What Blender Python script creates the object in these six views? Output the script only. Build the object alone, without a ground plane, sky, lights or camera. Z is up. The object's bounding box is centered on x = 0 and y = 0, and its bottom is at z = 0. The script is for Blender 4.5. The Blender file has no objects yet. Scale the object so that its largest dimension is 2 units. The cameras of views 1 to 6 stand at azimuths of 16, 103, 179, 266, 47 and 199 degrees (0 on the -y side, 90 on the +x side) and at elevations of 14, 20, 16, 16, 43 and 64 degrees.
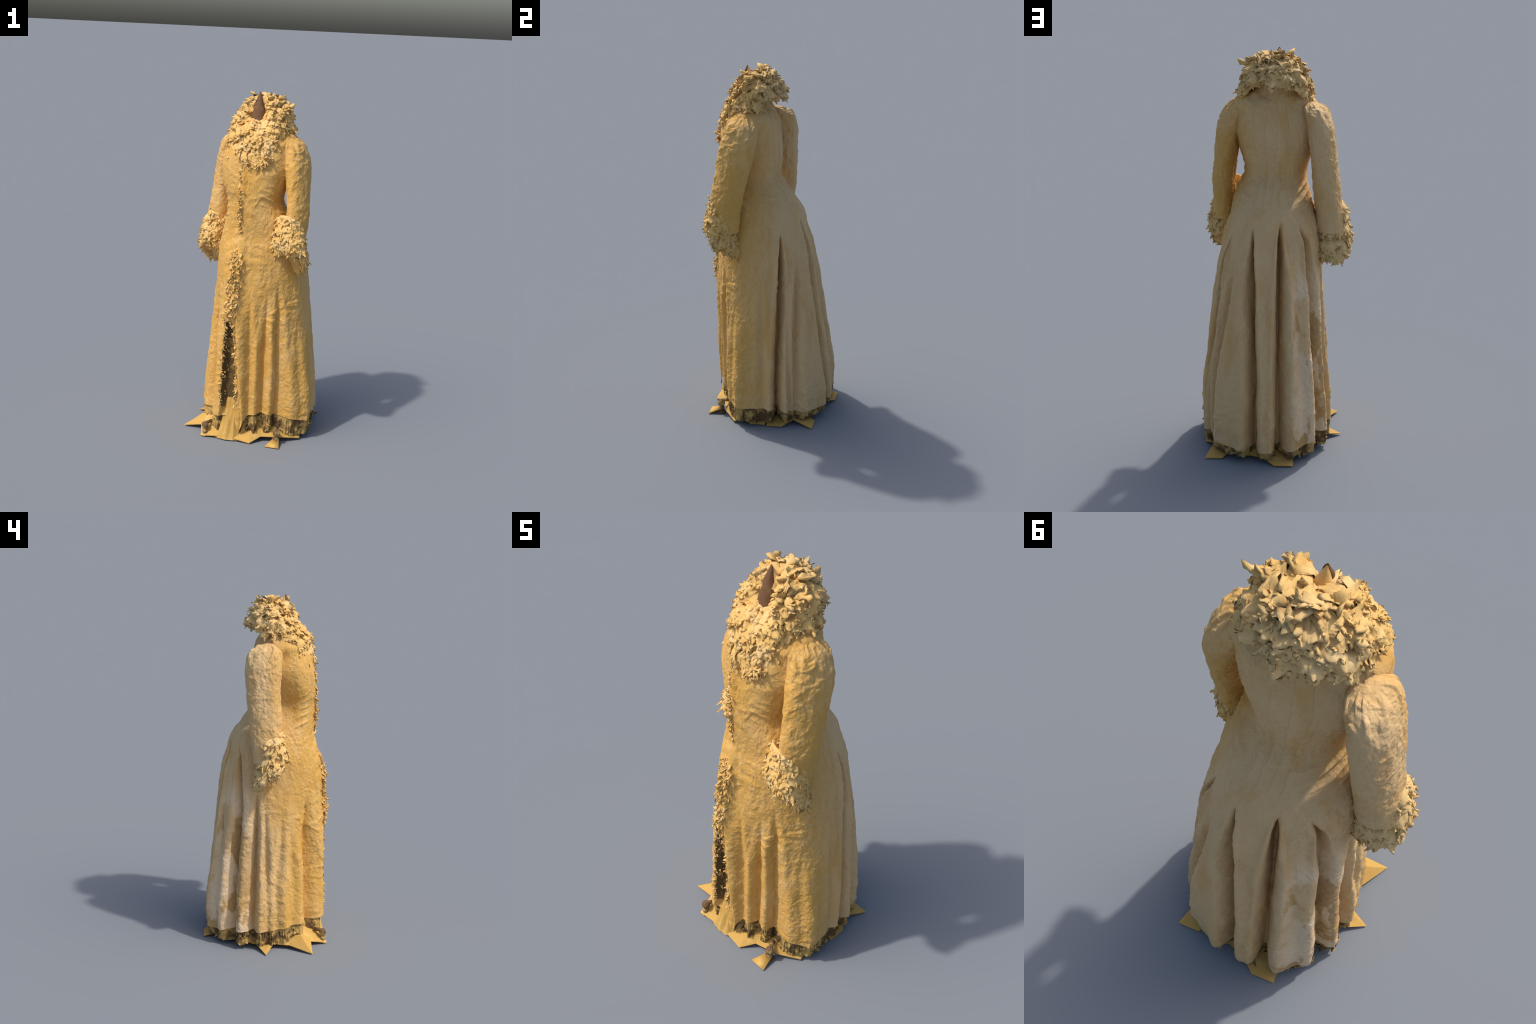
"""Fur-trimmed brocade coat standing on its own (empty neck), built part by part."""
import bpy, math
import numpy as np

rng = np.random.default_rng(7)
TAU = 2 * math.pi
YAW = -14.0            # azimuth the wearer faces (0 = -y, 90 = +x)


# ------------------------------------------------------------------ numeric helpers
PERM = np.random.default_rng(11).permutation(256)
PERM = np.concatenate([PERM, PERM]).astype(np.int32)
_g = np.random.default_rng(12).normal(size=(256, 3))
GRAD = (_g / np.linalg.norm(_g, axis=1, keepdims=True)).astype(np.float32)


def perlin(p):
    """Vectorised gradient noise, roughly -1..1."""
    p = np.asarray(p, np.float32)
    i = np.floor(p).astype(np.int32)
    f = p - i
    i &= 255
    w = f * f * f * (f * (f * 6 - 15) + 10)
    out = 0.0
    for dx in (0, 1):
        for dy in (0, 1):
            for dz in (0, 1):
                h = PERM[PERM[PERM[(i[..., 0] + dx) & 255] + ((i[..., 1] + dy) & 255)] + ((i[..., 2] + dz) & 255)]
                g = GRAD[h]
                d = g[..., 0] * (f[..., 0] - dx) + g[..., 1] * (f[..., 1] - dy) + g[..., 2] * (f[..., 2] - dz)
                k = ((w[..., 0] if dx else 1 - w[..., 0]) * (w[..., 1] if dy else 1 - w[..., 1])
                     * (w[..., 2] if dz else 1 - w[..., 2]))
                out = out + k * d
    return out * 1.6


def fbm(p, octaves=3, gain=0.5):
    a, s, out = 1.0, 1.0, 0.0
    for k in range(octaves):
        out = out + a * perlin(p * s + 17.3 * k)
        a *= gain
        s *= 2.03
    return out


def smooth(e0, e1, x):
    t = np.clip((x - e0) / (e1 - e0), 0, 1)
    return t * t * (3 - 2 * t)


def curve(x, xs, ys):
    """Smooth (Catmull-Rom) interpolation through control points; ys may have columns."""
    xs = np.asarray(xs, float)
    ys = np.asarray(ys, float)
    x = np.clip(np.asarray(x, float), xs[0], xs[-1])
    m = np.gradient(ys, xs, axis=0)
    k = np.clip(np.searchsorted(xs, x, side="right") - 1, 0, len(xs) - 2)
    h = xs[k + 1] - xs[k]
    t = (x - xs[k]) / h
    if ys.ndim > 1:
        t, h = t[..., None], h[..., None]
    return ((2 * t**3 - 3 * t**2 + 1) * ys[k] + (t**3 - 2 * t**2 + t) * h * m[k]
            + (-2 * t**3 + 3 * t**2) * ys[k + 1] + (t**3 - t**2) * h * m[k + 1])


def ring(az, values):
    """Periodic smooth interpolation of evenly spaced values over azimuth (degrees)."""
    v = np.asarray(values, float)
    n = len(v)
    u = (np.asarray(az, float) % 360) / 360 * n
    i = np.floor(u).astype(int)
    t = u - i
    if v.ndim > 1:
        t = t[..., None]
    a, b, c, d = v[(i - 1) % n], v[i % n], v[(i + 1) % n], v[(i + 2) % n]
    return b + 0.5 * t * (c - a + t * (2 * a - 5 * b + 4 * c - d + t * (3 * (b - c) + d - a)))


def wrap(a):
    return (np.asarray(a) + 180) % 360 - 180


def grid_normals(P, closed=True):
    du = (np.roll(P, -1, 1) - np.roll(P, 1, 1)) if closed else np.gradient(P, axis=1)
    dv = np.gradient(P, axis=0)
    n = np.cross(du, dv)
    return n / np.maximum(np.linalg.norm(n, axis=-1, keepdims=True), 1e-9)


# ------------------------------------------------------------------ scene helpers
root = bpy.data.objects.new("fur_trimmed_coat", None)
root["label"] = "long golden brocade coat with shaggy fur collar and cuffs"
root["category"] = "coat"
bpy.context.scene.collection.objects.link(root)


def add_mesh(name, verts, faces, mat, parent=root, normals=None, stuff=False, flat=False):
    me = bpy.data.meshes.new(name)
    verts = np.array(verts, np.float32).reshape(-1, 3)
    verts[:, 2] = np.clip(verts[:, 2], 0, 2.0)
    faces = np.asarray(faces, np.int32)
    k = faces.shape[1]
    me.vertices.add(len(verts))
    me.vertices.foreach_set("co", verts.ravel())
    me.loops.add(faces.size)
    me.loops.foreach_set("vertex_index", faces.ravel())
    me.polygons.add(len(faces))
    me.polygons.foreach_set("loop_start", np.arange(0, faces.size, k, dtype=np.int32))
    me.update(calc_edges=True)
    me.validate()
    if not flat:
        me.polygons.foreach_set("use_smooth", np.ones(len(me.polygons), bool))
    if normals is not None:
        me.normals_split_custom_set_from_vertices(np.asarray(normals, np.float32).reshape(-1, 3).tolist())
    me.materials.append(mat)
    ob = bpy.data.objects.new(name, me)
    ob.parent = parent
    if stuff:
        ob["kind"] = "stuff"
    bpy.context.scene.collection.objects.link(ob)
    return ob


def grid_faces(nv, nu, closed=True, flip=False):
    a = np.arange(nv - 1)[:, None] * nu
    b = np.arange(nu if closed else nu - 1)[None, :]
    c = (b + 1) % nu
    f = np.stack([a + b, a + c, a + nu + c, a + nu + b], -1).reshape(-1, 4)
    return f[:, ::-1] if flip else f


def submesh(name, P, N, faces, mask, mat):
    f = faces[mask]
    used, inv = np.unique(f, return_inverse=True)
    return add_mesh(name, P.reshape(-1, 3)[used], inv.reshape(f.shape), mat, normals=N.reshape(-1, 3)[used])


# ------------------------------------------------------------------ materials
def node_material(name):
    m = bpy.data.materials.new(name)
    m.use_nodes = True
    nt = m.node_tree
    nt.nodes.clear()
    out = nt.nodes.new("ShaderNodeOutputMaterial")
    bsdf = nt.nodes.new("ShaderNodeBsdfPrincipled")
    nt.links.new(bsdf.outputs[0], out.inputs[0])
    co = nt.nodes.new("ShaderNodeTexCoord").outputs["Object"]
    return m, nt, bsdf, co


def N_(nt, kind, **kw):
    n = nt.nodes.new(kind)
    for k, v in kw.items():
        setattr(n, k, v)
    return n


def noise(nt, co, scale, detail=4.0, stretch=None, rough=0.55, offset=(0, 0, 0)):
    mp = N_(nt, "ShaderNodeMapping")
    mp.inputs["Location"].default_value = offset
    if stretch:
        mp.inputs["Scale"].default_value = stretch
    nt.links.new(co, mp.inputs[0])
    n = N_(nt, "ShaderNodeTexNoise")
    n.inputs["Scale"].default_value = scale
    n.inputs["Detail"].default_value = detail
    n.inputs["Roughness"].default_value = rough
    nt.links.new(mp.outputs[0], n.inputs["Vector"])
    return n.outputs["Fac"]


def ramp(nt, fac, lo, hi, a=0.0, b=1.0):
    n = N_(nt, "ShaderNodeMapRange", interpolation_type="SMOOTHSTEP")
    for i, v in enumerate((lo, hi, a, b)):
        n.inputs[i + 1].default_value = v
    nt.links.new(fac, n.inputs[0])
    return n.outputs[0]


def mathn(nt, op, a, b):
    n = N_(nt, "ShaderNodeMath", operation=op)
    for i, v in enumerate((a, b)):
        if isinstance(v, (int, float)):
            n.inputs[i].default_value = v
        else:
            nt.links.new(v, n.inputs[i])
    return n.outputs[0]


def mix(nt, fac, a, b, blend="MIX"):
    n = N_(nt, "ShaderNodeMix", data_type="RGBA", blend_type=blend)
    if isinstance(fac, (int, float)):
        n.inputs[0].default_value = fac
    else:
        nt.links.new(fac, n.inputs[0])
    for s, v in ((6, a), (7, b)):
        if isinstance(v, tuple):
            n.inputs[s].default_value = (*v, 1)
        else:
            nt.links.new(v, n.inputs[s])
    return n.outputs[2]


GOLD = (0.63, 0.36, 0.088)
BEIGE = (0.67, 0.46, 0.235)
AMBER = (0.58, 0.285, 0.045)
PALE = (0.74, 0.52, 0.26)
FURC = (0.70, 0.52, 0.26)
BROWN = (0.105, 0.062, 0.045)


def axis_masks(nt, co):
    sep = N_(nt, "ShaderNodeSeparateXYZ")
    nt.links.new(co, sep.inputs[0])
    return sep.outputs


def bump(nt, bsdf, height, strength, dist):
    b = N_(nt, "ShaderNodeBump")
    b.inputs["Strength"].default_value = strength
    b.inputs["Distance"].default_value = dist
    nt.links.new(height, b.inputs["Height"])
    nt.links.new(b.outputs[0], bsdf.inputs["Normal"])


def make_fabric(name, stains):
    """Golden brocade: gold on the front panels, greyer beige on the back, amber and pale stains."""
    m, nt, bsdf, co = node_material(name)
    x, y, z = axis_masks(nt, co)
    warp = noise(nt, co, 3.0, 3)
    back = ramp(nt, mathn(nt, "ADD", y, mathn(nt, "MULTIPLY", mathn(nt, "SUBTRACT", warp, 0.5), 0.35)), -0.16, 0.13)
    col = mix(nt, back, GOLD, BEIGE)
    # vertical tonal streaks and broad patches of fading
    col = mix(nt, mathn(nt, "MULTIPLY", ramp(nt, noise(nt, co, 5.0, 4, (3.0, 3.0, 0.5)), 0.48, 0.72), 0.45), col, AMBER)
    col = mix(nt, mathn(nt, "MULTIPLY", ramp(nt, noise(nt, co, 4.2, 5, (1.6, 1.6, 0.7), offset=(3, 1, 2)), 0.5, 0.72), 0.30), col, PALE)
    if stains:
        # bleached and tea-coloured blotches low on the rear pleat
        panel = mathn(nt, "MULTIPLY", ramp(nt, y, 0.02, 0.16), ramp(nt, x, -0.05, -0.12))
        panel = mathn(nt, "MULTIPLY", panel, ramp(nt, z, 1.05, 0.85))
        pale = mathn(nt, "MULTIPLY", panel, ramp(nt, noise(nt, co, 5.5, 4, (1, 1, .6), offset=(5, 5, 5)), 0.38, 0.5))
        col = mix(nt, mathn(nt, "MULTIPLY", pale, 0.75), col, (0.80, 0.62, 0.42))
        tea = mathn(nt, "MULTIPLY", panel, ramp(nt, noise(nt, co, 7.5, 4, (1, 1, .45), offset=(1, 9, 4)), 0.52, 0.57))
        col = mix(nt, mathn(nt, "MULTIPLY", tea, 0.85), col, (0.44, 0.25, 0.08))
    # small brocade figure: slightly lighter raised motifs
    fig = ramp(nt, noise(nt, co, 48, 2.5, (1, 1, .8), rough=.45, offset=(6, 3, 9)), 0.47, 0.56)
    fig = mathn(nt, "MULTIPLY", fig, ramp(nt, noise(nt, co, 10, 2, (1, 1, .35), offset=(8, 8, 1)), 0.42, 0.55))
    col = mix(nt, mathn(nt, "MULTIPLY", fig, 0.22), col, PALE)
    # thin dark lines painted into the cloth colour: baked shading of its relief
    wob = N_(nt, "ShaderNodeTexNoise")
    wob.inputs["Scale"].default_value = 18
    nt.links.new(co, wob.inputs["Vector"])
    wv = N_(nt, "ShaderNodeMix", data_type="VECTOR")
    wv.inputs[0].default_value = .06
    nt.links.new(co, wv.inputs[4])
    nt.links.new(wob.outputs["Color"], wv.inputs[5])
    ve = N_(nt, "ShaderNodeTexVoronoi", feature="DISTANCE_TO_EDGE")
    ve.inputs["Scale"].default_value = 30
    nt.links.new(wv.outputs[1], ve.inputs["Vector"])
    line = mathn(nt, "MULTIPLY", ramp(nt, ve.outputs["Distance"], .07, .0), ramp(nt, noise(nt, co, 9, 3, (1, 1, .5), offset=(2, 7, 1)), .45, .62))
    col = mix(nt, mathn(nt, "MULTIPLY", line, 0.20), col, (0.34, 0.20, 0.075))
    grain = noise(nt, co, 140, 4)
    col = mix(nt, ramp(nt, grain, 0.3, 0.7, 0.0, 0.16), col, (0.46, 0.28, 0.10))
    nt.links.new(col, bsdf.inputs["Base Color"])
    bsdf.inputs["Roughness"].default_value = 0.72
    bsdf.inputs["Specular IOR Level"].default_value = 0.25
    bump(nt, bsdf, mathn(nt, "ADD", noise(nt, co, 95, 5), mathn(nt, "MULTIPLY", fig, 0.4)), 0.45, 0.005)
    return m


def make_fur(name):
    m, nt, bsdf, co = node_material(name)
    x, y, z = axis_masks(nt, co)
    back = ramp(nt, y, -0.1, 0.12)
    col = mix(nt, back, (0.70, 0.44, 0.145), (0.70, 0.49, 0.22))
    col = mix(nt, mathn(nt, "MULTIPLY", ramp(nt, noise(nt, co, 14, 4), 0.45, 0.7), 0.55), col, (0.80, 0.59, 0.30))
    col = mix(nt, mathn(nt, "MULTIPLY", ramp(nt, noise(nt, co, 22, 4, offset=(4, 2, 8)), 0.55, 0.75), 0.55), col, (0.52, 0.26, 0.06))
    nt.links.new(col, bsdf.inputs["Base Color"])
    bsdf.inputs["Roughness"].default_value = 0.75
    bsdf.inputs["Specular IOR Level"].default_value = 0.25
    bump(nt, bsdf, noise(nt, co, 120, 5), 0.4, 0.004)
    return m


def make_brown(name, base, light, lo=0.5, hi=0.7):
    m, nt, bsdf, co = node_material(name)
    col = mix(nt, ramp(nt, noise(nt, co, 16, 5), lo, hi), base, light)
    nt.links.new(col, bsdf.inputs["Base Color"])
    bsdf.inputs["Roughness"].default_value = 0.75
    bsdf.inputs["Specular IOR Level"].default_value = 0.2
    bump(nt, bsdf, noise(nt, co, 80, 5), 0.4, 0.004)
    return m


fabric = make_fabric("brocade_fabric", True)
sleeve_fabric = make_fabric("sleeve_brocade", False)
fur = make_fur("matted_fur")
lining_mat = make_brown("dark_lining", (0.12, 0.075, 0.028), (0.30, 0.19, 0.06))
horn_mat = make_brown("brown_neck_cover", (0.15, 0.078, 0.038), (0.24, 0.145, 0.06))
hem_mat = make_brown("dusty_hem_trim", (0.14, 0.083, 0.034), (0.48, 0.31, 0.10), 0.42, 0.56)
sheet_mat = make_brown("gold_underlay", (0.55, 0.33, 0.085), (0.62, 0.40, 0.13))
stand_mat = make_brown("brown_stand", (0.15, 0.09, 0.045), (0.42, 0.29, 0.11), 0.47, 0.58)


# ------------------------------------------------------------------ body: bodice + skirt
# radii every 22.5 degrees of azimuth, starting at -y and turning towards +x
SECTIONS = [
    (0.00, (0.03, -0.03), [.300, .268, .292, .368, .338, .345, .378, .372, .360, .376, .355, .330, .322, .315, .314, .337]),
    (0.08, (0.03, -0.03), [.298, .268, .290, .368, .337, .343, .376, .370, .359, .374, .353, .327, .320, .315, .314, .337]),
    (0.25, (0.03, -0.03), [.294, .264, .286, .366, .332, .338, .373, .364, .355, .374, .347, .315, .313, .308, .304, .332]),
    (0.45, (0.03, -0.03), [.288, .262, .282, .336, .314, .322, .353, .345, .328, .347, .326, .298, .298, .298, .294, .324]),
    (0.65, (0.03, -0.03), [.284, .260, .272, .300, .300, .294, .323, .323, .306, .322, .306, .283, .282, .285, .284, .325]),
    (0.85, (0.03, -0.03), [.275, .258, .262, .272, .275, .272, .296, .302, .286, .296, .288, .272, .266, .273, .278, .310]),
    (1.00, (0.03, -0.03), [.262, .255, .255, .250, .245, .248, .270, .280, .264, .267, .270, .263, .256, .265, .282, .297]),
    (1.10, (0.03, -0.03), [.252, .247, .250, .238, .220, .222, .236, .252, .240, .242, .256, .256, .250, .258, .274, .280]),
    (1.20, (0.025, -0.04), [.227, .225, .227, .208, .194, .196, .212, .236, .236, .232, .232, .230, .222, .232, .246, .246]),
    (1.29, (0.01, -0.075), [.198, .198, .200, .195, .187, .185, .195, .205, .203, .200, .195, .190, .184, .192, .202, .202]),
    (1.40, (0.00, -0.10), [.174, .172, .169, .158, .148, .150, .158, .166, .170, .166, .162, .160, .154, .173, .180, .177]),
    (1.50, (0.00, -0.09), [.182, .183, .188, .182, .172, .170, .168, .168, .168, .165, .170, .182, .182, .203, .207, .192]),
    (1.60, (0.00, -0.08), [.178, .183, .198, .205, .198, .188, .178, .166, .160, .160, .184, .206, .204, .215, .213, .190]),
    (1.68, (0.00, -0.075), [.164, .172, .188, .196, .196, .188, .172, .154, .136, .136, .174, .200, .197, .202, .194, .173]),
    (1.74, (0.00, -0.07), [.138, .145, .165, .192, .210, .186, .152, .130, .114, .116, .138, .178, .200, .188, .163, .146]),
    (1.772, (0.00, -0.068), [.114, .116, .130, .160, .180, .155, .118, .106, .101, .103, .120, .148, .166, .155, .130, .116]),
    (1.80, (0.00, -0.065), [.100, .100, .104, .112, .116, .110, .098, .092, .092, .092, .098, .110, .114, .110, .104, .100]),
    (1.84, (0.00, -0.06), [.085, .085, .085, .085, .085, .085, .085, .085, .085, .085, .085, .085, .085, .085, .085, .085]),
]
SEC_Z = np.array([s[0] for s in SECTIONS])
SEC_C = np.array([s[1] for s in SECTIONS])
SEC_R = np.array([s[2] for s in SECTIONS])

# pleat grooves: (azimuth, height) waypoints, depth, half width in degrees, height where it fades out above
GROOVES = [
    ([(166, .05), (165, .44), (162, .80), (161, 1.10), (160, 1.2)], .092, 3.6, 1.19),
    ([(188.5, .05), (189.5, .45), (191, .9), (192, 1.2)], .090, 3.6, 1.22),
    ([(209, .05), (208, .35), (207, .6), (206, 1.0)], .008, 4.0, 1.05),
    ([(227, .05), (226, .41), (226, .6), (228, .82), (224, 1.1), (214, 1.2)], .062, 4.2, 1.20),
    ([(126, .05), (128, .37), (131, .56), (140, .92), (144, 1.1)], .032, 3.6, 1.08),
    ([(108, .05), (109, .26), (112, .45), (118, .74), (122, 1.0), (127, 1.15)], .080, 3.2, 1.14),
    ([(120, .40), (122, .55), (126, .80), (130, 1.0)], .020, 2.0, .95),
    ([(94, .05), (95, .4), (97, .9), (98, 1.0)], .010, 3.0, 1.0),
    ([(6, .05), (5, .44), (3, .7), (2, .95)], .018, 4.0, .95),
    ([(21, .05), (22, .37), (23, .67), (24, .9)], .024, 4.0, .92),
    ([(41, .05), (42, .37), (39, .6), (39, .82), (35, 1.05)], .030, 4.5, 1.0),
    ([(64, .05), (63, .36), (62, .6), (64, .75)], .012, 4.0, .75),
    ([(248, .05), (248, .32), (248, .54), (249, .73), (250, .95)], .050, 4.0, 1.0),
    ([(266, .05), (264, .32), (261, .62), (260, .9)], .012, 3.5, .9),
    ([(276, .05), (273, .39), (279, .61), (280, .9)], .012, 4.0, .85),
    ([(292, .05), (293, .39), (291, .61), (290, .9)], .008, 4.0, .85),
    ([(315, .05), (315, .45), (314, .67), (313, .9)], .042, 5.5, .97),
]


def lobe(depth):
    """How much of a groove's depth swells up again on each side."""
    return .30 if depth < .04 else .14


def section(az, z):
    """Centre and radius of the undisturbed body surface."""
    c = curve(z, SEC_Z, SEC_C)
    cols = curve(z, SEC_Z, SEC_R)                     # (...,16)
    n = cols.shape[-1]
    u = (np.asarray(az) % 360) / 360 * n
    i = np.floor(u).astype(int)
    t = u - i
    take = lambda k: np.take_along_axis(cols, (k % n)[..., None], -1)[..., 0]
    a, b, cc, d = take(i - 1), take(i), take(i + 1), take(i + 2)
    r = b + 0.5 * t * (cc - a + t * (2 * a - 5 * b + 4 * cc - d + t * (3 * (b - cc) + d - a)))
    return c, r


def hem_height(az):
    return ring(az, [.15, .165, .15, .12, .115, .10, .08, .07, .062, .075, .10, .11, .12, .14, .14, .14]) - .085 * np.exp(-(wrap(np.asarray(az) - 357.5) / 4.5) ** 2)


SLIT_L = ([.0, .2, .31, .45, .6, .72, .9], [338., 337.5, 337, 337.3, 337.6, 340, 345])   # left border by height
SLIT_R = ([.0, .2, .31, .45, .6, .72, .9], [353., 352, 351.5, 350, 348.5, 345, 345])   # right border by height


def slit_mask(az, z):
    a = wrap(np.asarray(az) - 345)
    l = wrap(np.interp(z, *SLIT_L) - 345) + 1.5 * perlin(np.stack([z * 11, z * 0, z * 0], -1))
    r = wrap(np.interp(z, *SLIT_R) - 345) + 1.8 * perlin(np.stack([z * 9, z * 0 + 9, z * 0], -1))
    return smooth(0, .9, a - l) * smooth(0, .9, r - a) * smooth(.735, .70, z)


def body_point(az, z):
    c, r = section(az, z)
    for way, depth, width, top in GROOVES:
        w = np.array(way)
        centre = np.interp(z, w[:, 1], w[:, 0])
        d = wrap(az - centre) / (width * (.40 + .60 * smooth(top, top - .40, z)))
        fade = smooth(top, top - (.16 if depth > .06 else .38), z)
        r = r - depth * fade * (np.exp(-d * d) - lobe(depth) * np.exp(-(np.abs(d) - 2.3) ** 2))
    r = r + .020 * np.exp(-(wrap(az - 345) / 7) ** 2) * smooth(1.12, 1.03, z) * smooth(.55, .8, z)
    r = r + .014 * np.exp(-(wrap(az - 333) / 6) ** 2) * smooth(.75, .5, z)
    s = slit_mask(az, z)
    r = r - .032 * s * smooth(.10, .22, z) - .012 * s
    # the right-hand front edge laps a little over the left
    edge = wrap(az - np.interp(z, [0, .13, .25, .46, .7, 1.1], [358, 360, 358, 353, 350, 349]))
    r = r + .012 * smooth(-.8, .8, edge) * smooth(10, 1.5, edge) * smooth(1.0, .6, z) * (edge > -1)
    a = np.radians(az)
    return np.stack([c[..., 0] + r * np.sin(a), c[..., 1] - r * np.cos(a), z], -1), s


NA, NV = 760, 600
az_line = np.arange(NA) * 360 / NA
v_line = np.linspace(0, 1, NV)
AZ, VV = np.meshgrid(az_line, v_line)
ZZ = hem_height(AZ) * (1 - VV) + 1.84 * VV
P, SLIT = body_point(AZ, ZZ)


def cloth_relief(P, N, AZ, Z, skirt):
    """Creases, crumples and the raised brocade figure, as displacement along the normal."""
    warp = np.stack([perlin(P * 8), perlin(P * 8 + 21), perlin(P * 8 + 43)], -1)
    d = .0050 * fbm(P * np.array([9., 9., 4.]), 2)
    d += .0026 * fbm(P * np.array([22., 22., 15.]) + .5 * warp + 5, 3)
    d += .0006 * fbm(P * np.array([55., 55., 70.]) + warp + 8, 2)
    # raised brocade figure: leafy islands in vertical bands
    q = P * np.array([46., 46., 40.]) + 1.1 * warp
    isl = perlin(q) + .5 * perlin(q * 1.9 + 9)
    band = smooth(-.35, .15, perlin(P * np.array([13., 13., 2.5]) + 31))
    d += .0014 * smooth(-.05, .30, isl) * band
    # soft creases with one sharp side
    k = perlin(P * np.array([11., 11., 19.]) + .7 * warp + 50)
    d += .0034 * smooth(-.15, .25, k) * smooth(.8, .25, k) * smooth(.0, .4, perlin(P * 4.5 + 80))
    return d


N = grid_normals(P)
D = cloth_relief(P, N, AZ, ZZ, 1)
rel = wrap(AZ - (360 + YAW))
# tension creases running obliquely up from the waist on both flanks, front and back
waist = np.exp(-((ZZ - 1.36) / .10) ** 2)
side = smooth(18, 45, np.abs(rel)) * smooth(172, 140, np.abs(rel))
phase = (ZZ * 46 + np.abs(rel) * .055) + .8 * perlin(P * 9 + 3)
D += .011 * waist * side * (1 - np.abs(np.sin(phase * math.pi / 2))) ** 1.4 * smooth(-.3, .4, perlin(P * 6 + 11))
# front crumple beside the button line
front = smooth(40, 8, np.abs(rel)) * smooth(1.62, 1.5, ZZ) * smooth(.95, 1.05, ZZ)
fold = P[..., 2] * 30 + np.abs(rel) * .05 + 1.6 * perlin(P * 7 + 90)
D += .0042 * front * (.5 + .5 * np.sin(fold * 2.2)) * smooth(-.25, .3, perlin(P * 6 + 60))
# princess seams on the back
for off in (-26, -9, 9, 27):
    seam = 180 + YAW + 6 + off * np.interp(ZZ, [1.25, 1.4, 1.6, 1.75], [.55, .6, 1.15, 1.2])
    seam = seam + 1.3 * perlin(np.stack([ZZ * 30, ZZ * 0 + off, ZZ * 0], -1))
    D += .0045 * (smooth(-1.0, .6, wrap(AZ - seam)) * smooth(9, .6, wrap(AZ - seam))) * smooth(1.2, 1.3, ZZ)
# front closing edge, with a small step
seam = np.interp(ZZ, [.7, .9, 1.1, 1.4, 1.65], [343, 345, 343.5, 344, 341])
D += .0045 * smooth(-1.2, 1.2, wrap(AZ - seam)) * smooth(12, 4, wrap(AZ - seam)) * smooth(.7, .8, ZZ)
# hem roll and wobble
D += .004 * smooth(.05, .0, VV) * perlin(P * 18)
P = P + N * D[..., None]
N = grid_normals(P)
if ((N[NV // 2, 0] * (P[NV // 2, 0] - [0.02, -.05, P[NV // 2, 0, 2]])).sum()) < 0:
    N, FLIP = -N, True
else:
    FLIP = False
F = grid_faces(NV, NA, flip=FLIP)
fz = ZZ.reshape(-1)[F].mean(1)
fs = SLIT.reshape(-1)[F].mean(1)
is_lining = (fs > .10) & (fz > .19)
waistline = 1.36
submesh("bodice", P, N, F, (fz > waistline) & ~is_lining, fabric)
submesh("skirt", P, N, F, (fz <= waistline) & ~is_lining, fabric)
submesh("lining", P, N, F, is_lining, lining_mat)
BODY_P, BODY_N = P, N


def on_body(az, z, lift=0.0):
    """Surface point and normal of the finished body near (azimuth, height)."""
    az = np.atleast_1d(az) % 360
    z = np.atleast_1d(z)
    h = hem_height(az)
    v = np.clip((z - h) / (1.84 - h), 0, 1)
    i = np.clip((v * (NV - 1)).round().astype(int), 0, NV - 1)
    j = (az / 360 * NA).round().astype(int) % NA
    return BODY_P[i, j] + BODY_N[i, j] * lift, BODY_N[i, j]


# ------------------------------------------------------------------ sleeves
def build_sleeve(spine, seed):
    """Horizontal rings down a spine: (z, cx, cy, half_x, half_y); domed at the shoulder."""
    s = np.array(spine)[::-1]
    nu, nv = 260, 360
    zt, zb = s[-1, 0], s[0, 0]
    v = np.linspace(0, 1, nv)
    z_axis = zb + (zt - zb) * (1 - (1 - v) ** 1.6)
    pars = curve(z_axis, s[:, 0], s[:, 1:])
    az = np.arange(nu) * TAU / nu
    dome = np.sqrt(np.clip(1 - np.clip((z_axis - (zt - .07)) / .07, 0, 1) ** 2.2, 0, 1))
    hx, hy = pars[:, 2] * dome, pars[:, 3] * dome
    ca, sa = math.cos(math.radians(-YAW * .9)), math.sin(math.radians(-YAW * .9))
    sx = np.sign(np.sin(az)) * np.abs(np.sin(az)) ** .9
    sy = -np.sign(np.cos(az)) * np.abs(np.cos(az)) ** .9
    lx, ly = hx[:, None] * sx, hy[:, None] * sy
    P = np.stack([pars[:, 0][:, None] + lx * ca + ly * sa, pars[:, 1][:, None] - lx * sa + ly * ca,
                  np.repeat(z_axis[:, None], nu, 1)], -1)
    N = grid_normals(P)
    out = P - np.stack([pars[:, 0], pars[:, 1], z_axis], -1)[:, None]
    if (N * out).sum() < 0:
        N = -N
        flip = True
    else:
        flip = False
    A, Z = np.meshgrid(np.degrees(az), z_axis)
    D = cloth_relief(P + seed, N, A, Z, 0) * 1.1
    # gathers radiating from the shoulder seam, and an elbow crease
    gather = smooth(zt - .13, zt - .05, Z)
    gf = perlin(np.stack([np.cos(np.radians(A)) * 2.3 + seed, np.sin(np.radians(A)) * 2.3, Z * 14], -1) + .5 * perlin(P * 16 + seed)[..., None])
    D += .007 * gather * smooth(-.15, .25, gf) * smooth(zt - .002, zt - .02, Z) - .006 * gather
    D += .004 * np.exp(-((Z - 1.47 + .02 * perlin(P * 9 + seed)) / .012) ** 2) * smooth(-.2, .3, perlin(P * 5 + seed + 4))
    # scaly brocade down the outer face
    sc = perlin(P * np.array([38., 38., 34.]) + seed * 3)
    D += .0016 * smooth(-.1, .35, sc)
    P = P + N * D[..., None]
    N = grid_normals(P) * (-1 if flip else 1)
    return add_mesh("sleeve", P, grid_faces(nv, nu, flip=flip), sleeve_fabric, normals=N)


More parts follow.
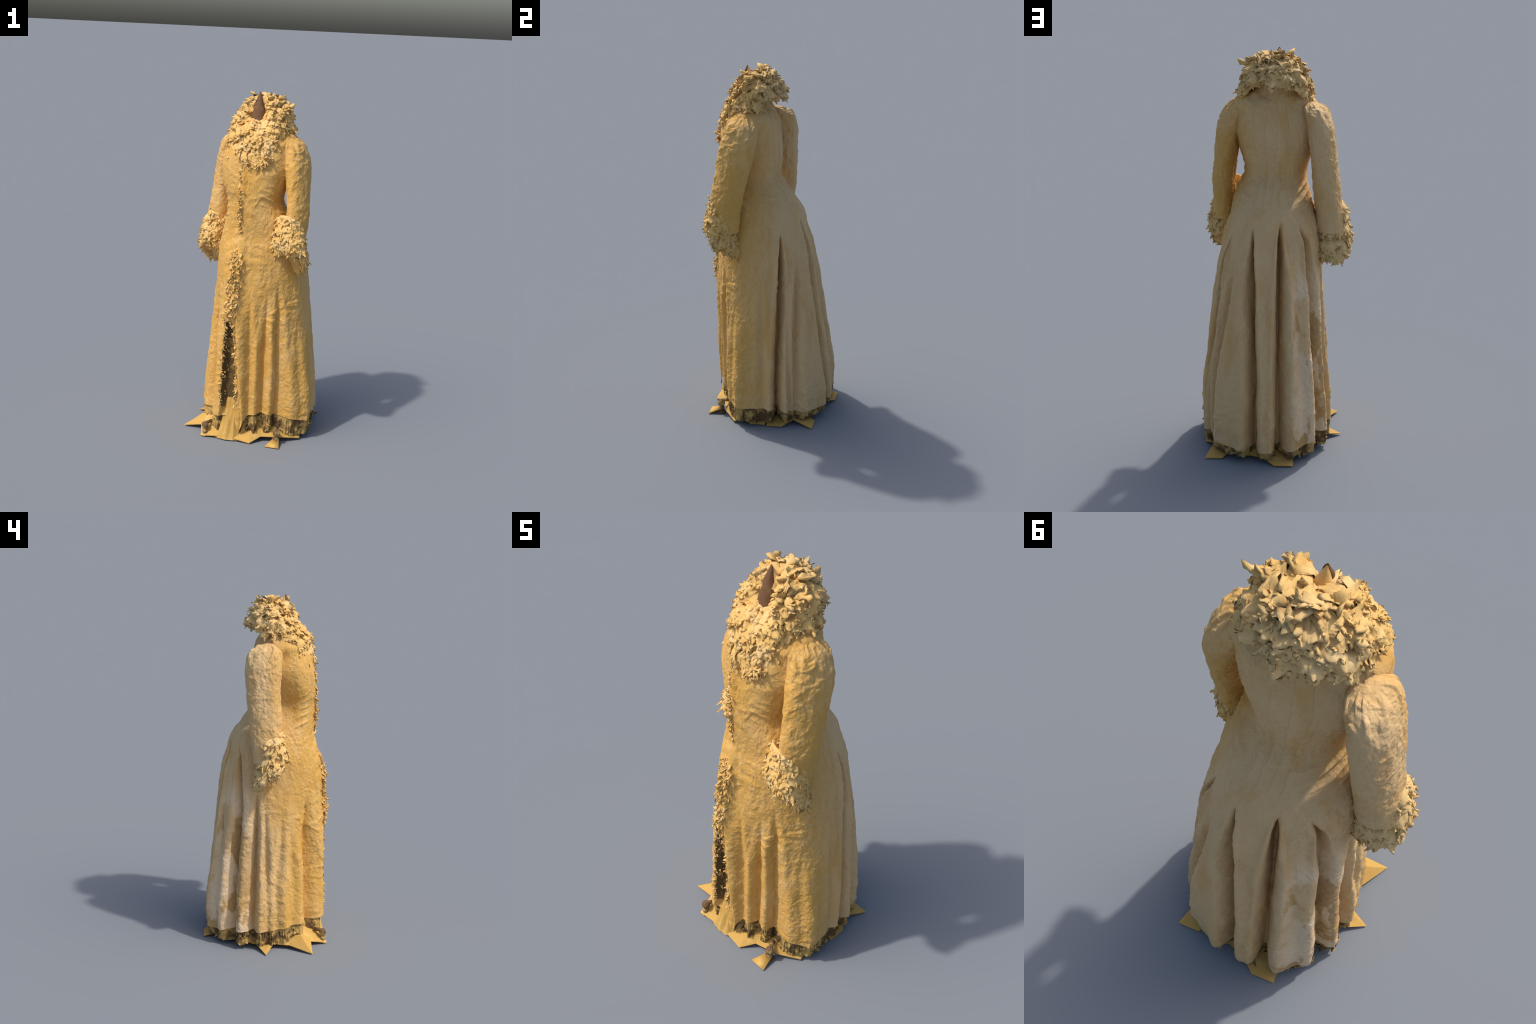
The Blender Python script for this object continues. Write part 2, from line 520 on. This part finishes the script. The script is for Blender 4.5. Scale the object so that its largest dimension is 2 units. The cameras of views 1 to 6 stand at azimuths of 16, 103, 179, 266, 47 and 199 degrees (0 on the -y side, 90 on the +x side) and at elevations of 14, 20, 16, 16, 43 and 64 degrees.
build_sleeve([
    (1.766, .158, -.085, .058, .074), (1.738, .180, -.088, .063, .082), (1.69, .205, -.092, .062, .091),
    (1.62, .227, -.107, .058, .100), (1.54, .239, -.127, .054, .100), (1.46, .248, -.149, .051, .098),
    (1.36, .256, -.174, .052, .094), (1.26, .255, -.192, .053, .088), (1.14, .248, -.202, .054, .080)], 0.0)
build_sleeve([
    (1.758, -.163, .008, .058, .076), (1.728, -.182, .018, .061, .084), (1.68, -.202, .028, .060, .092),
    (1.61, -.218, .036, .062, .096), (1.54, -.229, .036, .062, .094), (1.46, -.239, .031, .062, .090),
    (1.36, -.251, .022, .063, .090), (1.26, -.261, .014, .065, .088), (1.12, -.273, .006, .064, .080)], 40.0)


# ------------------------------------------------------------------ fur
def fur_relief(P, N, flow, amp, seed, scale=1.0):
    """Drag the surface out and along the pile in clumps, so that it forms overhanging locks."""
    a = perlin(P * 29 * scale + seed)
    b = perlin(P * 62 * scale + seed + 20)
    c = perlin(P * 17 * scale + seed + 60)
    e = perlin(P * 115 * scale + seed + 90)
    clump = np.clip(.5 + .95 * a + .40 * b + .12 * e, 0, 1.6) ** 1.4
    hole = smooth(.15, .5, -a - .3 * b)
    d = amp * (clump * (.8 + .6 * c) - 1.1 * hole)
    return P + N * (d * .75)[..., None] + flow * (d * .75)[..., None] + .004 * np.stack([b, a, c], -1)


def lock_template():
    """One tapering, cupped, slightly ragged lock of matted fur, root at 0, tip along +y, lifted in +z."""
    rows, cols = 5, 6
    pts = []
    for i in range(rows):
        t = i / rows
        half = .5 * (1 - t) ** .42 * (1 + .35 * math.sin(t * 7))
        th = .20 * (1 - t * .8)
        for j in range(cols):
            a = j / cols * TAU
            x = half * math.cos(a)
            pts.append((x, t, th * math.sin(a) + .45 * t * t - .9 * x * x))
    pts.append((0.06, .93, .42))
    f = []
    for i in range(rows - 1):
        for j in range(cols):
            k = (j + 1) % cols
            f += [(i * cols + j, i * cols + k, (i + 1) * cols + k), (i * cols + j, (i + 1) * cols + k, (i + 1) * cols + j)]
    for j in range(cols):
        f.append(((rows - 1) * cols + j, (rows - 1) * cols + (j + 1) % cols, rows * cols))
    return np.array(pts), np.array(f)


LOCK_V, LOCK_F = lock_template()


def make_locks(name, base, nrm, flow, length, width, parent=root, mat=None, spread=.5, lift=.35):
    """Scatter locks at base points. flow = pile direction."""
    n = len(base)
    flow = flow + rng.normal(size=(n, 3)) * spread
    flow = flow - nrm * (flow * nrm).sum(1, keepdims=True)
    flow /= np.linalg.norm(flow, axis=1, keepdims=True)
    lf = (lift + rng.uniform(-.3, .4, n))[:, None]
    y = flow + nrm * lf
    y /= np.linalg.norm(y, axis=1, keepdims=True)
    x = np.cross(y, nrm)
    x /= np.linalg.norm(x, axis=1, keepdims=True)
    tw = rng.normal(size=n)[:, None] * .5
    zc = np.cross(x, y)
    x, zc = x * np.cos(tw) + zc * np.sin(tw), zc * np.cos(tw) - x * np.sin(tw)
    L = (length * rng.uniform(.55, 1.35, n))[:, None, None]
    W = (width * rng.uniform(.6, 1.4, n))[:, None, None]
    T = LOCK_V[None] + rng.normal(size=(n,) + LOCK_V.shape) * .075
    bend = rng.normal(size=n)[:, None] * .35
    tx = T[..., 0] * 1.0
    ty, tz = T[..., 1], T[..., 2] * rng.uniform(.3, 1.3, n)[:, None]
    V = (base[:, None] - nrm[:, None] * .004
         + x[:, None] * (tx[..., None] * W + (bend * ty ** 2)[..., None] * L * .5)
         + y[:, None] * ty[..., None] * L + zc[:, None] * tz[..., None] * W)
    Fc = (LOCK_F[None] + (np.arange(n) * len(LOCK_V))[:, None, None]).reshape(-1, 3)
    return add_mesh(name, V, Fc, mat or fur, parent=parent, stuff=True)


def area_sample(P, n, mask=None):
    """Random grid indices with probability by area."""
    du = np.linalg.norm(np.roll(P, -1, 1) - P, axis=-1)
    dv = np.linalg.norm(np.gradient(P, axis=0), axis=-1)
    w = du * dv
    if mask is not None:
        w = w * mask
    w = w.ravel() / w.sum()
    return np.unravel_index(rng.choice(len(w), n, p=w), P.shape[:2])


# ---- collar
nu, nv = 560, 300
az = np.arange(nu) * 360 / nu
relc = wrap(az - YAW)
REL_K = [-180, -135, -105, -80, -60, -45, -28, -10, 0, 12, 28, 45, 60, 80, 105, 135, 180]
ZB_K = [1.838, 1.825, 1.795, 1.76, 1.72, 1.655, 1.62, 1.64, 1.635, 1.612, 1.605, 1.63, 1.68, 1.735, 1.785, 1.825, 1.838]
zb = np.interp(relc, REL_K, ZB_K) + .012 * perlin(np.stack([az * .16, az * 0, az * 0], -1))
t = np.linspace(0, 1, nv)
frontness = smooth(85, 35, np.abs(relc))
prof_t = [0, .06, .12, .20, .38, .55, .70, .82, .90, 1.0]
r_back = [.070, .095, .128, .153, .157, .143, .115, .082, .050, .0]
r_front = [.080, .140, .186, .200, .190, .163, .128, .094, .058, .0]
h_back = [.35, .22, .06, .0, .28, .52, .70, .83, .90, .89]
h_front = [.16, .10, .05, .0, .30, .50, .66, .80, .90, .90]
r_notch = [.080, .140, .186, .200, .190, .158, .110, .070, .038, .0]
h_notch = [.16, .10, .05, .0, .30, .48, .59, .65, .72, .88]
RB, RF = curve(t, prof_t, r_back), curve(t, prof_t, r_front)
HB, HF = curve(t, prof_t, h_back), curve(t, prof_t, h_front)
notch = smooth(50, 26, np.abs(relc - 4))
RF = RF[:, None] * (1 - notch) + curve(t, prof_t, r_notch)[:, None] * notch
HF = HF[:, None] * (1 - notch) + curve(t, prof_t, h_notch)[:, None] * notch
Rr = RB[:, None] * (1 - frontness) + RF * frontness
Hh = HB[:, None] * (1 - frontness) + HF * frontness
sidef = 1 + .03 * np.cos(np.radians(relc * 2 + 180))
Zc = zb[None] + (1.985 - zb[None]) * Hh
a = np.radians(az)
CP = np.stack([.0 + Rr * np.sin(a) * sidef, -.062 - Rr * np.cos(a) * sidef, Zc], -1)
CN = grid_normals(CP)
if (CN[nv // 2] * (CP[nv // 2] - [0, -.062, 1.8])).sum() < 0:
    CN = -CN
    cflip = True
else:
    cflip = False
outdir = np.stack([np.sin(a), -np.cos(a), 0 * a], -1)[None] + np.zeros_like(CP)
lowness = smooth(1.95, 1.72, CP[..., 2])[..., None]
cflow = outdir * (1 - .75 * lowness) + np.array([0, 0, -1.0]) * (.35 + .65 * lowness)
cflow /= np.linalg.norm(cflow, axis=-1, keepdims=True)
amp = .016 * smooth(.04, .2, t)[:, None] * smooth(1.0, .93, t)[:, None] * np.ones(nu)
CD = fur_relief(CP, CN, cflow, amp, 2.0)
collar = add_mesh("collar", CD, grid_faces(nv, nu, flip=cflip), fur)
outer = ((t > .17) & (t < .9))[:, None] * (1 - .9 * notch * (t > .55)[:, None])
i, j = area_sample(CP, 620, outer)
make_locks("fur_lock", CD[i, j], CN[i, j], cflow[i, j], .026 * (1 + .9 * smooth(1.78, 1.66, CP[i, j, 2])), .024 * (1 - .2 * smooth(1.78, 1.66, CP[i, j, 2])), parent=collar, lift=.12)
# larger flat mats on the crown of the collar
crown = ((t > .74) & (t < .97))[:, None] * (1 - smooth(60, 50, np.abs(relc - 4)) * .999)
i, j = area_sample(CP, 55, crown)
make_locks("fur_mat", CD[i, j], CN[i, j], outdir[i, j], 0.055, .055, parent=collar, spread=.5, lift=.0)


# ---- cuffs
def build_cuff(centre, lean, ring_tilt, radius, half, squash, seed):
    """Shaggy bell whose rings tip up at the front while its axis hangs almost straight."""
    nu, nv = 320, 220
    ax = np.array([lean[0], lean[1], -1.0])
    ax /= np.linalg.norm(ax)
    e1 = np.array([1.0, -.24, 0])
    e1 /= np.linalg.norm(e1)
    e2 = np.array([-.24 * math.cos(ring_tilt), -.97 * math.cos(ring_tilt), math.sin(ring_tilt)])
    t = np.linspace(0, 1, nv)
    pt = [0, .08, .2, .4, .6, .75, .84, .92, 1]
    rr = curve(t, pt, [.45, .68, .82, .94, 1.04, 1.04, .84, .50, .0])
    hh = curve(t, pt, [-.75, -.96, -.72, -.25, .25, .68, .92, .70, .45])
    az = np.arange(nu) * TAU / nu
    P = (np.array(centre) + ax * (hh * half)[:, None, None]
         + radius * rr[:, None, None] * (e1 * np.cos(az)[:, None] * squash + e2 * np.sin(az)[:, None])[None])
    N = grid_normals(P)
    flip = (N[nv // 2] * (P[nv // 2] - centre)).sum() < 0
    if flip:
        N = -N
    out = P - (np.array(centre) + ax * (hh * half)[:, None, None])
    out /= np.maximum(np.linalg.norm(out, axis=-1, keepdims=True), 1e-6)
    flow = out * .35 + ax * .8
    flow = flow / np.linalg.norm(flow, axis=-1, keepdims=True)
    amp = .012 * smooth(.02, .15, t)[:, None] * smooth(.95, .85, t)[:, None] * np.ones(nu)
    Q = fur_relief(P, N, flow, amp, seed)
    ob = add_mesh("cuff", Q, grid_faces(nv, nu, flip=flip), fur)
    i, j = area_sample(P, 380, ((t > .06) & (t < .92))[:, None] * np.ones(nu))
    make_locks("fur_lock", Q[i, j], N[i, j], flow[i, j], .030, .019, parent=ob, lift=.2)
    return ob


build_cuff((.232, -.212, 1.178), (.08, -.06), math.radians(43), .113, .118, .86, 5.0)
build_cuff((-.278, -.004, 1.135), (-.12, -.02), math.radians(41), .106, .118, .80, 9.0)


# ------------------------------------------------------------------ front trim: locks along the closing edge
def trim(n, zs, az_c, az_w, length, width, lift=.5, spread=.8):
    z = rng.uniform(zs[0], zs[1], n)
    a = np.interp(z, *az_c) + rng.uniform(-1, 1, n) * az_w
    p, nn = on_body(a, z)
    fl = np.tile([0., 0., -1.], (n, 1))
    return p, nn, fl, np.full(n, length * .8), np.full(n, width)


LINE = ([.20, .31, .45, .6, .72, .9, 1.1, 1.4, 1.65], [337.5, 337, 337.3, 338, 341, 343, 343.5, 344, 341])
LINE_R = ([.20, .31, .45, .6, .72, .9, 1.1], [351, 351, 349, 347.5, 346, 349, 348])
groups = [trim(60, (1.22, 1.62), LINE, 1.6, .024, .018),
          trim(45, (1.28, 1.45), LINE, 2.4, .034, .022),
          trim(150, (.72, 1.12), LINE, 3.6, .034, .022),
          trim(70, (.74, 1.08), LINE_R, 2.0, .034, .020),
          trim(130, (.20, .72), LINE, 0.9, .020, .017),
          trim(120, (.20, .72), LINE_R, 1.6, .024, .017)]
cat = [np.concatenate([g[k] for g in groups]) for k in range(5)]
make_locks("front_trim", cat[0], cat[1], cat[2], cat[3], cat[4], lift=.35, spread=.8)

# ------------------------------------------------------------------ hem ruffle
nu, nv = 900, 40
az = np.arange(nu) * 360 / nu
t = np.linspace(0, 1, nv)
A, T = np.meshgrid(az, t)
top = hem_height(A) + .015
low = .012 + .018 * (perlin(np.stack([A * .12, A * 0, A * 0], -1)) + 1)
Z = top * (1 - T) + low * T
c, r = section(A, Z)
for way, depth, width, tp in GROOVES:
    w = np.array(way)
    d = wrap(A - w[0, 0]) / width
    r = r - depth * (np.exp(-d * d) - lobe(depth) * np.exp(-(np.abs(d) - 2.3) ** 2))
frill = perlin(np.stack([A * .55, T * .7, A * 0], -1)) + .6 * perlin(np.stack([A * 1.2, T * 1.5, A * 0 + 4], -1))
r = r - .014 + .006 * np.sin(T * 3) + .009 * frill * smooth(0, .4, T)
r = r - .05 * smooth(334, 338, A) * smooth(364, 361, A)
ar = np.radians(A)
HP = np.stack([c[..., 0] + r * np.sin(ar), c[..., 1] - r * np.cos(ar), Z], -1)
HP += .006 * np.stack([perlin(HP * 40), perlin(HP * 40 + 5), perlin(HP * 40 + 9)], -1) * smooth(.1, .5, T)[..., None]
hem = add_mesh("hem_ruffle", HP, grid_faces(nv, nu), hem_mat)
i, j = area_sample(HP, 140, (T > .2) * smooth(0, .01, np.abs(wrap(A - 347)) - 13))
hn = np.stack([np.sin(ar[i, j]), -np.cos(ar[i, j]), 0 * ar[i, j]], -1)
make_locks("hem_shred", HP[i, j], hn, np.tile([0, 0, -1.], (len(i), 1)), .020, .024, parent=hem, mat=hem_mat, spread=.4, lift=.3)

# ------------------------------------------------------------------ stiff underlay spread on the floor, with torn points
TIPS = [(-.206, -.358, .006), (-.06, -.345, .02), (.09, -.355, .006), (.14, -.29, .03), (.255, -.255, .03), (.345, -.182, .012),
        (.335, -.12, .03), (.352, -.086, .008), (.352, .0, .008), (.33, .008, .02), (.358, .014, .006), (.356, .10, .006),
        (.31, .16, .03), (.352, .274, .004), (.262, .277, .005), (.24, .24, .03), (.06, .31, .025), (.003, .357, .006),
        (-.09, .36, .006), (-.09, .26, .03), (-.19, .165, .02), (-.26, .06, .03), (-.353, .010, .006), (-.26, -.04, .03),
        (-.275, -.13, .025), (-.352, -.257, .006), (-.24, -.26, .03)]
tp = np.array(TIPS)
seg = np.linspace(0, len(tp), 540, endpoint=False)
k = seg.astype(int)
f = (seg - k)[:, None]
edge = tp[k] * (1 - f) + tp[(k + 1) % len(tp)] * f
centre = np.array([.03, -.03])
rows = 16
lay = []
for q in np.linspace(1, .55, rows):
    xy = centre + (edge[:, :2] - centre) * q
    z = edge[:, 2] * 1 + (1 - q) * (.10 + .16 * smooth(.05, -.15, edge[:, 1])) + .004 * perlin(np.stack([xy[:, 0] * 14, xy[:, 1] * 14, xy[:, 0] * 0 + q], -1)) * (1 - q) * 6
    lay.append(np.concatenate([xy, np.maximum(z, .003)[:, None]], 1))
for q in np.linspace(.55, 1, rows):          # underside
    xy = centre + (edge[:, :2] - centre) * q
    lay.append(np.concatenate([xy, np.maximum(lay[int(round((1 - q) / .45 * (rows - 1)))][:, 2:3] - .003, 0)], 1))
add_mesh("floor_underlay", np.stack(lay), grid_faces(len(lay), len(edge), flip=True), sheet_mat, flat=True)

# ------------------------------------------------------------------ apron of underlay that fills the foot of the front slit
nu, nv = 60, 30
az = np.linspace(333.5, 357, nu)
t = np.linspace(0, 1, nv)
A, T = np.meshgrid(az, t)
Z = .004 + .215 * (1 - T) * smooth(16, 5, np.abs(A - 346)) + .03 * (1 - T)
c, r = section(A, Z)
r = r - .040 * (1 - T) ** .7 + .012 * T + .005 * perlin(np.stack([A * .3, T * 3, T * 0], -1))
ar = np.radians(A)
AP = np.stack([c[..., 0] + r * np.sin(ar), c[..., 1] - r * np.cos(ar), Z], -1)
add_mesh("apron", AP, grid_faces(nv, nu, closed=False), sheet_mat)


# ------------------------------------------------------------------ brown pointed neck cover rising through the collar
nu, nv = 60, 60
t = np.linspace(0, 1, nv)
ang = np.radians(np.linspace(-115, 85, nu))
T, A = np.meshgrid(t, ang, indexing="ij")
rad = .050 * (1 - T ** 1.35) ** .85 + .001
cx, cy = -.012 - .003 * T, -.108 + .010 * T
FP = np.stack([cx + rad * np.sin(A), cy - rad * np.cos(A) * .95, 1.83 + .172 * T - .05 * (A / 2) ** 2 * (1 - T)], -1)
FP += .002 * np.stack([perlin(FP * 40)] * 3, -1)
face = np.stack([np.sin(A), -np.cos(A), 0 * A], -1)
back = FP - face * np.minimum(.012, rad * .8)[..., None]
fv = np.concatenate([FP.reshape(-1, 3), back.reshape(-1, 3)])
f1 = grid_faces(nv, nu, closed=False)
n0 = nv * nu
rim = []
for q in range(nv - 1):
    for e in (0, nu - 1):
        rim.append((q * nu + e, (q + 1) * nu + e, n0 + (q + 1) * nu + e, n0 + q * nu + e))
for q in range(nu - 1):
    for e in (0, nv - 1):
        rim.append((e * nu + q, e * nu + q + 1, n0 + e * nu + q + 1, n0 + e * nu + q))
add_mesh("neck_cover", fv, np.concatenate([f1, f1[:, ::-1] + n0, np.array(rim)]), horn_mat)


# ------------------------------------------------------------------ stand feet peeping out under the hem
def lathe(profile, nu=28):
    pr = np.array(profile)
    a = np.arange(nu) * TAU / nu
    return np.stack([pr[:, :1] * np.cos(a), pr[:, :1] * np.sin(a), np.repeat(pr[:, 1:], nu, 1)], -1)


def stand_foot(x, y, yaw):
    prof = [(.0, .085), (.012, .083), (.019, .074), (.021, .063), (.018, .052), (.013, .045), (.012, .038),
            (.017, .033), (.018, .022), (.013, .014), (.022, .008), (.024, .002), (0, .001)]
    pts = lathe([(r, z) for r, z in curve(np.linspace(0, 1, 44), np.linspace(0, 1, len(prof)), prof)])
    pts = pts + .0035 * np.stack([perlin(pts * 45 + x * 9), perlin(pts * 45 + 7 + x * 9), perlin(pts * 45 + 3)], -1)
    pts[..., 2] = np.maximum(pts[..., 2], .0005)
    ob = add_mesh("stand_foot", pts + [x, y, 0], grid_faces(len(pts), 28, flip=True), stand_mat)
    # rail running back under the skirt
    rail = lathe([(0.0, 0), (.011, .0), (.010, .02), (.010, .05), (0.0, .05)], 14)
    rail = rail + .002 * perlin(rail * 50)[..., None]
    c, s = math.cos(yaw), math.sin(yaw)
    rv = np.stack([rail[..., 0] * c + rail[..., 2] * s, -rail[..., 0] * s + rail[..., 2] * c, rail[..., 1] + .075], -1)
    add_mesh("stand_rail", rv + [x, y, 0.0], grid_faces(5, 14), stand_mat, parent=ob)
    return ob


stand_foot(.232, -.285, math.radians(-25))
stand_foot(-.190, -.335, math.radians(25))
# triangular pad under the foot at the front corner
pad = np.array([(.184, -.357, .004), (.268, -.357, .004), (.250, -.285, .030), (.215, -.285, .030)])
padv = np.concatenate([pad, pad - [0, 0, .0035]])
add_mesh("foot_pad", padv, [(0, 1, 2, 3), (7, 6, 5, 4), (0, 4, 5, 1), (1, 5, 6, 2), (2, 6, 7, 3), (3, 7, 4, 0)], sheet_mat, flat=True)

# pale back of the neck cover, sloping down into the collar
nu, nv = 40, 40
ang = np.radians(np.linspace(80, 250, nu))
T, A = np.meshgrid(np.linspace(0, 1, nv), ang, indexing="ij")
rad = (.050 + .035 * np.sin((A - A.min()) / (A.max() - A.min()) * math.pi)) * (1 - T ** 1.1) ** .9 + .0015
BP = np.stack([-.012 - .003 * T + rad * np.sin(A), -.108 + .010 * T - rad * np.cos(A), 1.83 + .166 * T], -1)
BP += .004 * np.stack([perlin(BP * 30), perlin(BP * 30 + 4), perlin(BP * 30 + 8)], -1) * (1 - T)[..., None]
add_mesh("neck_lining", BP, grid_faces(nv, nu, closed=False), fur)
